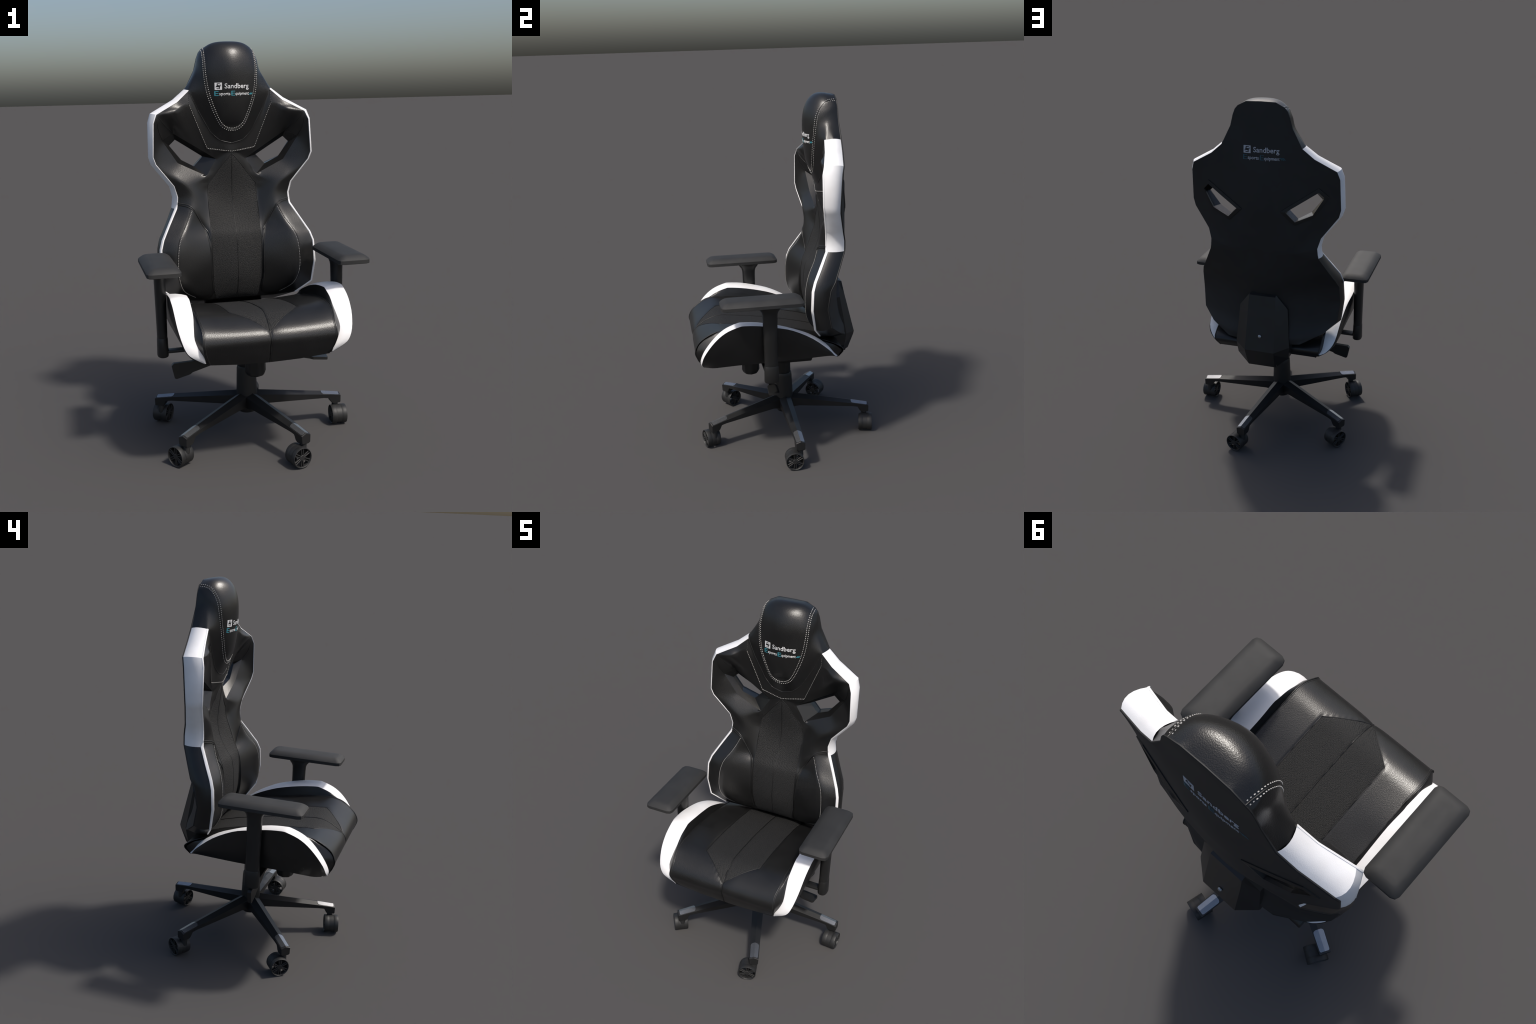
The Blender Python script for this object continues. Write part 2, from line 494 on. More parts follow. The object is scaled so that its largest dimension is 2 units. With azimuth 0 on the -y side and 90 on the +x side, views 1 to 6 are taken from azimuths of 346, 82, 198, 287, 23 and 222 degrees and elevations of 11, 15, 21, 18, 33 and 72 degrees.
# side walls between front outline and rim (white down to the waist, black below)
def side_wall(name, names, mat, s, steps=6):
    rings = []
    for a in names:
        f, m, r = V(OUT[a]), V(MID[a]), V(RIM[a])
        ring = [f * (1 - t) * (1 - 2 * t) + m * 4 * t * (1 - t) + r * t * (2 * t - 1) for t in (k / steps for k in range(steps + 1))]
        rings.append([V((s * p.x, p.y, p.z)) for p in ring])
    bm = loft(rings, cap=False, closed=False)
    bmesh.ops.recalc_face_normals(bm, faces=bm.faces)
    me = bpy.data.meshes.new(name); bm.to_mesh(me); bm.free()
    shade(me, 26)
    return link(name, me, BACKREST, mat)

UP = ORDER[:ORDER.index("f8") + 1]; LOW = ORDER[ORDER.index("f8"):]
for s in (1, -1):
    side_wall("backrest_side_panel", UP, WHITE, s)
    side_wall("backrest_lower_side_panel", LOW[:LOW.index("f14") + 1], LEATHER, s)

# white piping: a flat bead that runs round the front outline
def piping(s):
    names = ORDER[:ORDER.index("f14") + 1]
    C = [V(OUT[a]) for a in names]; D = [V(OUT[a]) * -1.5 + V(MID[a]) * 2 - V(RIM[a]) * .5 + V(OUT[a]) for a in names]
    low = names.index("f8")
    rings = []
    for i, (c, d) in enumerate(zip(C, D)):
        t = (C[min(i + 1, len(C) - 1)] - C[max(i - 1, 0)]).normalized()
        back = (d - c); back = (back - t * back.dot(t)).normalized()
        out = t.cross(back)
        if out.x < 0:
            out = -out
        w = 0.0125 if i >= low else 0.004
        f = max(0.0, min(1.0, (len(C) - 1 - i) / 2.0)) * 0.6 + 0.4
        w *= f
        h = 1.0 if i >= low else 0.35
        prof = ((-0.002, -0.003), (-0.0035, 0.0), (-0.002, 0.0035 * h), (w * 0.5, 0.0045 * h), (w, 0.0035 * h), (w, -0.002))
        rings.append([V((s * p.x, p.y, p.z)) for p in (c + back * a + out * b for a, b in prof)])
    finish("white_piping", loft(rings), BACKREST, WHITE, 50)
piping(1); piping(-1)

# through-window tunnels: front loop tapers to the shell loop
WIN_F = ["wa", "w1", "wb", "wc", "wd", "we"]
WIN_B = {"wa": (.136, .338, 1.422), "w1": (.222, .322, 1.478), "wb": (.309, .301, 1.534), "wc": (.337, .293, 1.505), "wd": (.279, .313, 1.411), "we": (.187, .332, 1.371)}
WIN_M = {"wa": (.143, .292, 1.423), "w1": (.214, .279, 1.469), "wb": (.286, .266, 1.515), "wc": (.317, .268, 1.486), "wd": (.258, .267, 1.411), "we": (.190, .288, 1.374)}
WIN_O = {"wa": (.107, .3435, 1.423), "w1": (.207, .324, 1.490), "wb": (.308, .302, 1.556), "wc": (.360, .288, 1.509), "wd": (.288, .312, 1.399), "we": (.183, .334, 1.352)}
for s in (1, -1):
    rings = [[V((s * p[0], p[1], p[2])) for p in loop] for loop in ([pts[a] for a in WIN_F], [WIN_B[a] for a in WIN_F])]
    mid = [V((s * WIN_M[a][0], WIN_M[a][1], WIN_M[a][2])) for a in WIN_F]
    finish("window_lining", loft([rings[0], mid, rings[1]], cap=False), BACKREST, LINING, 25)
    fr = []
    for a in WIN_F:
        o, i = V(WIN_O[a]), V(WIN_B[a])
        i = i + V((0, .004, 0))
        fr.append([V((s * p.x, p.y, p.z)) for p in (o + V((0, .006, 0)), o + V((0, .0095, 0)), i + V((0, .0085, 0)), i + V((0, -.006, 0)))])
    fr.append(fr[0])
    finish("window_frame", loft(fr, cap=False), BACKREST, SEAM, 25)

# back shell: cloth-covered plate, slightly pillowed, with the two windows
bp = {"r" + k: (v[0], v[1] + .006, v[2]) for k, v in RIM.items()}
bp.update({"h" + k: (v[0], v[1] + .003, v[2]) for k, v in HEADRIM.items()})
bp.update({"o" + k: (v[0], v[1] + .006, v[2]) for k, v in WIN_O.items()})
bp.update({"z0": (0, .323, 1.92), "z1": (0, .333, 1.76), "z2": (0, .347, 1.62), "z3": (0, .357, 1.52), "z4": (0, .361, 1.42), "z5": (0, .360, 1.35), "z6": (0, .358, 1.225),
 "z7": (0, .356, 1.166), "z8": (0, .351, 1.05), "z9": (0, .337, .95), "z10": (0, .325, .87), "z11": (0, .332, .76), "z12": (0, .354, .68),
 "y1": (.12, .328, 1.76), "y2": (.15, .334, 1.62), "y6": (.18, .343, 1.225), "y7": (.18, .340, 1.166), "y8": (.20, .318, 1.06), "y9": (.22, .284, .97), "y10": (.20, .287, .87), "y11": (.19, .306, .76), "y12": (.16, .340, .69)})
bc = Cage(bp)
bc.add("shell", "ht9 hm9 he7 z0", "hm9 hk9 he7", "z0 he7 he6 he5", "z0 he5 y1 z1", "he5 rn y1", "y1 rn rf1 y2", "z1 y1 y2 z2", "y2 rf1 rf2 owb", "y2 owb ow1", "z2 y2 ow1 z3", "z3 ow1 owa z4",
       "rf2 rf3 owc owb", "rf3 rf4 owc", "rf4 rf5 owd owc", "rf5 rf6 y6 owd", "owd y6 owe", "owe y6 z6 z5", "owa owe z5 z4", "rf6 rf7 y6", "rf7 rfu rf8 y7", "rf7 y7 y6", "y6 y7 z7 z6",
       "rf8 rf9 y8 y7", "y7 y8 z8 z7", "rf9 rf10 rf11 y9", "rf9 y9 y8", "y8 y9 z9 z8", "rf11 rf12 y10 y9", "y9 y10 z10 z9", "rf12 rf13 y11 y10", "y10 y11 z11 z10", "rf13 rf14 y12 y11", "y11 y12 z12 z11",
       "rf14 rf15 y12", "y12 rf15 rf16 z12")
bc.build(creases=[], levels=3, relax=5, front=1)
SHELL_OB = bc.part("back_shell", BACKREST, SHELL, ["shell"])
BACK = bc.bvh
# plate edge: thin rolled lip round the shell
def lip():
    loop = [HEADRIM[k] for k in ("t9", "m9", "k9", "e7", "e6", "e5")] + [RIM[k] for k in ORDER]
    full = [V(p) for p in loop] + [V((-p[0], p[1], p[2])) for p in loop[-2:0:-1]]
    n = len(full); rings = []
    area = sum(a.x * b.z - b.x * a.z for a, b in zip(full, full[1:] + full[:1]))
    for i, p in enumerate(full):
        t = full[(i + 1) % n] - full[i - 1]
        out = V((t.z, 0, -t.x)).normalized() * (1 if area > 0 else -1)
        rings.append((p, out))
    bm = bmesh.new(); vv = []
    for p, out in rings:
        top = p.z > 1.8
        h = .0035 if top else .0065
        vv.append([bm.verts.new(q) for q in (p + V((0, -.002, 0)), p + out * .0015 + V((0, h * .5, 0)), p + V((0, h, 0)) - out * .001)])
    for i in range(n):
        a, b = vv[i], vv[(i + 1) % n]
        for k in range(2):
            bm.faces.new((a[k], b[k], b[k + 1], a[k + 1]))
    finish("shell_edge", bm, BACKREST, SHELL, 40)
lip()

# underside that closes the backrest
rings = [[V((s * p[0], p[1], p[2])) for p in (OUT[k], MID[k], RIM[k])] for s, k in ((1, "f14"), (1, "f15"), (1, "f16"), (-1, "f15"), (-1, "f14"))]
finish("backrest_underside", loft(rings, cap=False, closed=False), BACKREST, LEATHER, 60)

# seams: thin cords laid along the skin, the SEAM ones near-black
def names_path(cage_pts, line, per=5, smooth=True):
    p = [V(cage_pts[n]) for n in line.split()]
    return catmull(p, per) if smooth else [a.lerp(b, k / per) for a, b in zip(p, p[1:]) for k in range(per)] + [p[-1]]

def both(path):
    return [path, mirror(path)]

def seam(name, paths, r, mat, bvh, parent, lift=0.0, toward=V((0, -1, 0))):
    ps = [drape(resample(p, 0.008) + [p[-1]], bvh, lift, toward)[0] for p in paths]
    return finish(name, tube_bm(ps, r), parent, mat, 60)

kk = [V(pts["k%d" % i]) for i in range(10)]
kpath = catmull(mirror(kk[1:][::-1]) + kk, 5)
hpath = names_path(pts, "h0 h2 h3 h4 n", 6, False)
gpath = names_path(pts, "g0 g1 g2 g3 n", 5, False)
upath = catmull([pts[n] for n in "fu s0 u5 u6 u7 u8 u9".split()], 6)
xpath = catmull([pts[n] for n in "s0 x5 x6 x7 x8 x9 x10".split()], 6)
ppath = names_path(pts, "p0 p1 p2 p3 p4 p5 p6 p7 p8 p9", 5, False)
qpath = names_path(pts, "p0 q1 q2 q3 q4 q5 q6 q7 q8 q9", 5, False)
seam("headrest_seam", [kpath], .0019, SEAM, FRONT, BACKREST)
seam("headrest_lower_seam", both(gpath), .0014, EDGE, FRONT, BACKREST)
seam("shoulder_seam", both([p + V((0, 0, -.004)) for p in hpath]), .0020, SEAM, FRONT, BACKREST)
seam("bolster_seam", both(upath), .0026, SEAM, FRONT, BACKREST)
tpath = catmull([V((.296, .212, 1.197)), V((.228, .183, 1.176)), V((.176, .190, 1.085)), V((.142, .175, 1.035)), V((.137, .160, 1.000))], 6)
seam("bolster_piping", both(tpath), .0024, EDGE, FRONT, BACKREST, .0006)
seam("bolster_ridge_seam", both([p + V((.006, 0, .003)) for p in xpath]), .0018, SEAM, FRONT, BACKREST)
seam("fabric_edge_seam", both(ppath), .0017, SEAM, FRONT, BACKREST)
seam("fabric_centre_seam", [qpath], .0017, SEAM, FRONT, BACKREST)
seam("shoulder_panel_seam", both([V((.384, .19, 1.643)), V((.341, .21, 1.588)), V((.298, .25, 1.550))]) + both(catmull([V((.388, .19, 1.625)), V((.373, .2, 1.562)), V((.354, .231, 1.515))], 8)), .0014, SEAM, FRONT, BACKREST)

def stitches(name, rows, bvh, parent, **kw):
    ob = finish(name, stitch_bm(rows, bvh, **kw), parent, THREAD, 60)
    ob["kind"] = "stuff"
    return ob
def across(path):
    return [mirror(path)[::-1] + path[1:]]
for sd in (.0066, -.0066):
    stitches("headrest_stitching", [kpath], FRONT, BACKREST, pitch=.0106, length=.0054, width=.0014, side=sd)
stitches("shoulder_stitching", across(hpath), FRONT, BACKREST, pitch=.0094, length=.0045, width=.0013)
stitches("bolster_stitching", both(xpath), FRONT, BACKREST, pitch=.0082, length=.0038, width=.0012)

# lettering on headrest and shell
def logo(facing, bvh, w, t, x0, x1, ztop, zmid, zlow, parent):
    sgn = 1 if facing < 0 else -1
    a = ztop - zmid
    s = a
    sq = [[(0, 0), (s, 0), (s, s * .10), (0, s * .10)], [(0, s * .90), (s, s * .90), (s, s), (0, s)], [(0, s * .1), (s * .12, s * .1), (s * .12, s * .9), (0, s * .9)],
          [(s * .88, s * .1), (s, s * .1), (s, s * .9), (s * .88, s * .9)],
          # solid corners left around the letter
          [(s * .12, s * .1), (s * .3, s * .1), (s * .12, s * .32)], [(s * .88, s * .9), (s * .7, s * .9), (s * .88, s * .68)],
          [(s * .12, s * .42), (s * .30, s * .52), (s * .22, s * .9), (s * .12, s * .9)], [(s * .88, s * .58), (s * .70, s * .48), (s * .78, s * .1), (s * .88, s * .1)],
          [(s * .44, s * .68), (s * .88, s * .60), (s * .72, s * .78), (s * .46, s * .80)], [(s * .56, s * .32), (s * .12, s * .40), (s * .28, s * .22), (s * .54, s * .20)]]
    print_on("logo_mark", quad_bm(sq), (x0, zmid), parent, w, bvh, facing)
    W = abs(x1 - x0)
    cap = a * 0.80
    size = cap / 0.70
    ob = lettering("lettering", "Sandberg", size, (x0 + sgn * s * 1.32, zmid + a * .10), parent, w, bvh, facing, bold=size * .012)
    return ob, size

def fit_text(body, mat, bvh, facing, xa, xb, z, height, parent, bold=.01):
    """Text squeezed to run from xa to xb."""
    size = height / 0.70
    cu = bpy.data.curves.new("measure", "FONT"); cu.body = body; cu.size = size
    tmp = bpy.data.objects.new("measure", cu); bpy.context.scene.collection.objects.link(tmp)
    bpy.context.view_layer.update()
    width = tmp.dimensions.x
    bpy.data.objects.remove(tmp); bpy.data.curves.remove(cu)
    return lettering("lettering", body, size, (xa, z), parent, mat, bvh, facing, squeeze=abs(xb - xa) / width, bold=size * bold)

def slashes(mat, bvh, facing, x, z, h, parent):
    polys = [[(i * h * .42 + h * .55, 0), (i * h * .42 + h * .72, h * .14), (i * h * .42 + h * .17, h * .80), (i * h * .42, h * .66)] for i in range(3)]
    if facing < 0:
        polys = [[(h * 1.6 - px, py) for px, py in poly][::-1] for poly in polys]
    print_on("slash_mark", quad_bm(polys), (x, z), parent, mat, bvh, facing)

def marks(facing, bvh, xl, z, k, cw, ct, parent):
    """Two-line printed mark; xl = left edge as read, k = scale (1 = 0.18 m wide)."""
    d = 1 if facing < 0 else -1
    X = lambda f: xl + d * f * k
    s = .036 * k
    sq_z = z + .010 * k
    logo_polys = [[(0, 0), (1, 0), (1, .10), (0, .10)], [(0, .90), (1, .90), (1, 1), (0, 1)], [(0, .1), (.14, .1), (.14, .9), (0, .9)], [(.86, .1), (1, .1), (1, .9), (.86, .9)],
        [(.14, .1), (.34, .1), (.14, .30)], [(.86, .9), (.66, .9), (.86, .70)], [(.14, .46), (.26, .56), (.30, .9), (.14, .9)], [(.86, .54), (.74, .44), (.70, .1), (.86, .1)],
        [(.42, .66), (.86, .62), (.74, .76), (.44, .80)], [(.58, .34), (.14, .38), (.26, .24), (.56, .20)]]
    print_on("logo_mark", quad_bm([[(px * s, py * s) for px, py in poly] for poly in logo_polys]), (X(.006), sq_z), parent, cw, bvh, facing)
    fit_text("Sandberg", cw, bvh, facing, X(.054), X(.182), z + .016 * k, .0245 * k, parent, .012)
    base = z - .020 * k
    fit_text("E", ct, bvh, facing, X(.000), X(.021), base, .024 * k, parent, .0)
    fit_text("sports", cw, bvh, facing, X(.027), X(.082), base + .002 * k, .0165 * k, parent, .008)
    fit_text("E", ct, bvh, facing, X(.085), X(.105), base, .024 * k, parent, .0)
    fit_text("quipment", cw, bvh, facing, X(.109), X(.184), base + .002 * k, .0165 * k, parent, .008)
    slashes(ct, bvh, facing, X(.186), base + .003 * k, (.013 if facing < 0 else .018) * k, parent)

marks(-1, FRONT, -.094, 1.749, .98, PRINT_WHITE, PRINT_TEAL, BACKREST)
marks(1, BACK, .100, 1.714, 1.10, PRINT_GREY, PRINT_BLUE, BACKREST)

# ------------------------------------------------------------------ seat
# cushion profile front to back: y, z centre, z edge, half width
PROFILE = [(-.482, .537, .553, .283), (-.500, .573, .580, .296), (-.515, .610, .612, .306), (-.5255, .651, .652, .312), (-.501, .696, .703, .308), (-.435, .736, .751, .318),
           (-.373, .752, .767, .318), (-.300, .748, .765, .317), (-.200, .736, .755, .316), (-.100, .721, .737, .316), (.000, .702, .720, .316), (.100, .680, .695, .316), (.190, .656, .664, .316),
           (.258, .632, .635, .318), (.301, .597, .597, .314), (.278, .553, .551, .292)]
def cushion():
    rows = catmull([V((a, b, c)) for a, b, c, d in PROFILE], 4)
    wid = catmull([V((d, 0, 0)) for a, b, c, d in PROFILE], 4)
    xs = [i / 90 for i in range(-90, 91)]
    rings = [[V((t * w.x, r.x, r.y + (r.z - r.y) * abs(t) ** 2.4)) for t in xs] for r, w in zip(rows, wid)]
    # padding sinks into the sewn lines: the centre seam and the edges of the cloth panel
    for j, ring in enumerate(rings):
        a, b = rings[max(j - 1, 0)][90], rings[min(j + 1, len(rings) - 1)][90]
        t = (b - a).normalized(); inward = V((0, t.z, -t.y))
        front = max(0.0, min(1.0, (-.38 - ring[90].y) / .08))
        for p in ring:
            d = .0022 * math.exp(-(p.x / .006) ** 2) + front * max(0, min(1, (p.z - .555) / .05)) * .0052 * math.exp(-(abs(p.x) / .035) ** 1.5)
            e = abs(abs(p.x) - .163) if p.y > -.372 else abs((p.y + .503) * .163 - abs(p.x) * .131) / .209
            if p.z > .6 and p.y < .24 and (p.y > -.372 or abs(p.x) < .18):
                d += .0020 * math.exp(-(e / .006) ** 2)
            p += inward * d
    bm = loft(rings, cap=False, closed=False)
    for co, no in (((.163, 0, 0), (1, 0, 0)), ((-.163, 0, 0), (1, 0, 0)), ((0, -.503, 0), (.131, .163, 0)), ((0, -.503, 0), (-.131, .163, 0))):
        bmesh.ops.bisect_plane(bm, geom=bm.verts[:] + bm.edges[:] + bm.faces[:], plane_co=co, plane_no=no)
    bmesh.ops.recalc_face_normals(bm, faces=bm.faces)
    if sum(f.normal.z * f.calc_area() for f in bm.faces) < 0:
        bmesh.ops.reverse_faces(bm, faces=bm.faces)
    bm.normal_update()
    return bm
cb = cushion()
SEATBVH = BVHTree.FromBMesh(cb)
def seat_region(f):
    c = f.calc_center_median()
    if abs(c.x) < .163 and c.z > .58 and c.y + .503 > abs(c.x) * .131 / .163 and c.y < .24:
        return 1
    return 0
def split(bm, want, name, parent, mat):
    vm = {}; vs = []; ns = []; fs = []
    for f in bm.faces:
        if seat_region(f) == want:
            ids = []
            for v in f.verts:
                if v.index not in vm:
                    vm[v.index] = len(vs); vs.append(v.co.copy()); ns.append(v.normal.copy())
                ids.append(vm[v.index])
            fs.append(ids)
    me = bpy.data.meshes.new(name); me.from_pydata(vs, [], fs)
    me.polygons.foreach_set("use_smooth", [True] * len(me.polygons))
    me.normals_split_custom_set_from_vertices(ns)
    return link(name, me, parent, mat)
cb.verts.index_update()
core = [[V((x, y * .985 - .001, .55 + (z - .55) * .93)) for y, z, e, w in PROFILE] for x in (-.298, .298)]
core = [[V((p.x * (.955 if p.z < .58 else 1), p.y, max(p.z, .575 if abs(p.y) < .42 else .556))) for p in r] for r in core]
SEAT = split(cb, 0, "seat", ROOT, LEATHER)
split(cb, 1, "seat_fabric_panel", SEAT, FABRIC)
finish("seat_foam_core", loft(core), SEAT, LEATHER, 30)

UPZ = V((0, -.3, 1))
zat = lambda x, y: (SEATBVH.ray_cast(V((x, y, 1.2)), V((0, 0, -1)))[0] or V((x, y, .7)))
edge_line = [zat(0, -.503), zat(.08, -.439), zat(.163, -.372)] + [zat(.163, -.372 + .06 * i) for i in range(1, 10)]
edge_line = [a.lerp(b, k / 6) for a, b in zip(edge_line, edge_line[1:]) for k in range(6)]
seam("seat_fabric_seam", both(edge_line), .0022, SEAM, SEATBVH, SEAT, 0, UPZ)
centre_line = [V((0, -.482, .54)), V((0, -.515, .61)), V((0, -.5255, .651))] + [zat(0, -.51 + .03 * i) for i in range(25)]
seam("seat_centre_seam", [[a.lerp(b, k / 4) for a, b in zip(centre_line, centre_line[1:]) for k in range(4)]], .0023, SEAM, SEATBVH, SEAT, .0012, V((0, -1, .6)))
rim_line = [V((p[3] - .004, p[0], p[2])) for p in PROFILE]
seam("seat_side_seam", both(catmull(rim_line, 5)), .0024, SEAM, SEATBVH, SEAT, .0006, V((0, -.5, 1)))
seam("seat_side_piping", both(catmull([p + V((-.006, 0, 0)) for p in rim_line[:8]], 5)), .0016, EDGE, SEATBVH, SEAT, .0004, V((0, -.5, 1)))
cb.free()

# side wings: bottom edge, outer edge of the white strip, crown, inner edge, cushion edge
WING = [  # (outer), (inner), (cushion edge), y of the bottom edge
 ((.300, -.488, .560), (.294, -.488, .559), (.286, -.487, .557), -.478),
 ((.343, -.495, .587), (.303, -.497, .592), (.298, -.503, .588), -.478),
 ((.374, -.495, .613), (.323, -.492, .627), (.305, -.514, .617), -.475),
 ((.394, -.482, .657), (.339, -.475, .670), (.311, -.523, .652), -.465),
 ((.408, -.443, .717), (.336, -.441, .714), (.309, -.503, .698), -.430),
 ((.413, -.398, .764), (.330, -.397, .757), (.314, -.453, .740), -.392),
 ((.415, -.351, .795), (.330, -.351, .788), (.317, -.385, .764), -.350),
 ((.417, -.293, .816), (.329, -.293, .809), (.316, -.310, .762), -.293),
 ((.4175, -.262, .820), (.330, -.264, .812), (.315, -.262, .760), -.264),
 ((.416, -.183, .813), (.326, -.184, .804), (.314, -.180, .750), -.183),
 ((.410, -.085, .792), (.328, -.085, .783), (.314, -.085, .732), -.085),
 ((.400, .003, .765), (.330, .003, .756), (.314, .003, .717), .003),
 ((.391, .111, .707), (.320, .105, .712), (.314, .110, .690), .111),
 ((.381, .203, .631), (.322, .195, .650), (.314, .195, .662), .205),
 ((.352, .240, .585), (.318, .243, .590), (.316, .262, .628), .250),
 ((.312, .266, .557), (.300, .270, .559), (.304, .296, .590), .272)]
# lower edge of the side panel: y, x, z
LOWER = [(-.482, .288, .553), (-.470, .305, .556), (-.430, .345, .566), (-.380, .362, .574), (-.300, .367, .579), (-.190, .368, .580), (.000, .373, .585), (.100, .378, .591), (.200, .372, .592), (.245, .342, .575), (.275, .298, .554)]
def under(y):
    for a, b in zip(LOWER, LOWER[1:]):
        if y <= b[0]:
            t = max(0, (y - a[0]) / (b[0] - a[0]))
            return a[1] + (b[1] - a[1]) * t, a[2] + (b[2] - a[2]) * t
    return LOWER[-1][1:]
def wing(s):
    W = []
    for o, i, k, by in WING:
        bx, bz = under(by)
        W.append([V((bx, by, bz)), V(o), V(i), V(k)])
    cols = [catmull([w[c] for w in W], 3) for c in range(4)]
    def flip(p): return V((s * p.x, p.y, p.z))
    side, strip, inner = [], [], []
    n = len(cols[0])
    for j in range(n):
        b, o, i, k = (cols[c][j] for c in range(4))
        f = math.sin(math.pi * min(1, max(0, j / (n - 1)))) ** .5
        m = [V((.283, b.y, b.z - .003))] + [b.lerp(o, t) + V((.015 * f * math.sin(math.pi * t), 0, 0)) for t in (0, .12, .3, .5, .75, 1)]
        side.append([flip(p) for p in m])
        up = V((0, -.35, 1)).normalized() if b.y > -.3 else V((0, -.8, .6))
        strip.append([flip(p) for p in (o, o.lerp(i, .2) + up * .004, o.lerp(i, .5) + up * .006, o.lerp(i, .8) + up * .004, i)])
        inner.append([flip(p) for p in (i, i.lerp(k, .33) - V((.001, 0, 0)), i.lerp(k, .66) - V((.002, 0, 0)), k - V((.003, 0, .006)))])
    finish("seat_wing", loft(side, cap=False, closed=False), SEAT, LEATHER, 48)
    finish("wing_white_strip", loft(strip, cap=False, closed=False), SEAT, WHITE, 60)
    finish("wing_inner_panel", loft(inner, cap=False, closed=False), SEAT, LEATHER, 70)
wing(1); wing(-1)

# underside board follows the lower edge of the side panels
def board():
    rings = []
    for y, x, z in LOWER:
        y = max(-.481, min(.275, y)); z -= .004
        sag = .014 if y < -.46 else 0
        rings.append([V((t * .286, y, z - sag * (1 - t * t))) for t in (-1, -.5, 0, .5, 1)] + [V((t * .286, y, z + .012)) for t in (1, .5, 0, -.5, -1)])
    finish("seat_base_board", loft(rings), SEAT, PLASTIC, 40)
board()

def box(c, h, bevel=.0, rot=None, taper=1.0):
    bm = bmesh.new()
    q = [(-1, -1), (1, -1), (1, 1), (-1, 1)]
    lo = [bm.verts.new((x * h[0] * taper, y * h[1] * taper, -h[2])) for x, y in q]
    hi = [bm.verts.new((x * h[0], y * h[1], h[2])) for x, y in q]
    bm.faces.new(lo[::-1]); bm.faces.new(hi)
    for i in range(4):
        j = (i + 1) % 4
        bm.faces.new((lo[i], lo[j], hi[j], hi[i]))
    M = Matrix.Translation(c)
    if rot is not None:
        M = M @ rot
    bmesh.ops.transform(bm, matrix=M, verts=bm.verts)
    return bm

TILT = finish("tilt_mechanism", box((0, .02, .497), (.10, .17, .047), taper=.85), ROOT, PLASTIC, bevel=.008)
# tension knob with shallow lobes
bm = bmesh.new(); rings = []
for z, r in ((.560, .034), (.462, .034), (.458, .0495), (.40, .0505), (.388, .046), (.380, .040), (.374, .028)):
    rings.append([bm.verts.new((r * (1 + .035 * math.cos(8 * a)) * math.cos(a), -.190 + r * (1 + .035 * math.cos(8 * a)) * math.sin(a), z)) for a in (2 * math.pi * i / 64 for i in range(64))])
for a, b in zip(rings, rings[1:]):
    for i in range(64):
        j = (i + 1) % 64
        bm.faces.new((a[i], a[j], b[j], b[i]))
bm.faces.new(rings[0]); bm.faces.new(rings[-1][::-1])
finish("tension_knob", bm, TILT, PLASTIC, 40)

# levers, one each side: arm that widens into a hanging paddle
def paddle(name, rings, bevel=.003):
    return finish(name, loft(rings), TILT, PLASTIC, 30, bevel=bevel)
# left lever hangs edge-on to the seat side, right lever lies flat
hang = [(.110, .500), (.215, .474), (.300, .452), (.392, .449), (.402, .438), (.389, .374), (.380, .369), (.312, .387), (.300, .396), (.215, .420), (.110, .462)]
paddle("lever", [[V((-x, y, z)) for x, z in hang] for y in (-.115, -.094)])
flat = [(.110, -.120), (.300, -.126), (.316, -.137), (.385, -.140), (.393, -.133), (.400, -.088), (.392, -.080), (.318, -.080), (.300, -.092), (.110, -.098)]
paddle("lever", [[V((x, y, .4045 + dz + max(0, .395 - x) * .10 + max(0, .31 - x) * .13)) for x, y in flat] for dz in (-.007, .007)])

# ------------------------------------------------------------------ backrest bracket
def bracket():
    """Faceted hinge cover: raised centre face, bevelled flanks, straight skirt into the shell."""
    rim = [(.075, .330, .932), (.139, .324, .850), (.156, .357, .632), (.150, .345, .560), (.086, .352, .503)]
    face = [(.076, .349, .926), (.079, .365, .850), (.084, .420, .618), (.0835, .417, .604), (.078, .384, .516)]
    skirt = [(x, y - .07, z) for x, y, z in rim]
    rings = []
    for half in (skirt, rim, face):
        h = [V(p) for p in half]
        rings.append(h + mirror(h)[::-1])
    bm = bmesh.new()
    R = [[bm.verts.new(p) for p in ring] for ring in rings]
    n = len(R[0])
    for a, b in zip(R, R[1:]):
        for i in range(n):
            j = (i + 1) % n
            bm.faces.new((a[i], a[j], b[j], b[i]))
    F = R[-1]
    for i in range(len(face) - 1):
        bm.faces.new((F[i], F[i + 1], F[n - 2 - i], F[n - 1 - i]))
    bm.faces.new(R[0][::-1])
    return finish("backrest_bracket", bm, ROOT, PLASTIC, 12, bevel=.0022, segs=2)
BR = bracket()
bm = lathe([(.0105, 0), (.0105, .004), (.0085, .0075), (.004, .0092)], 20)
bmesh.ops.transform(bm, matrix=Matrix.Translation((0, .402, .703)) @ Matrix.Rotation(math.radians(-76), 4, "X"), verts=bm.verts)
finish("bolt", bm, BR, CHROME, 40)
finish("bracket_arm", box((0, .27, .530), (.085, .10, .030)), BR, PLASTIC, bevel=.006)

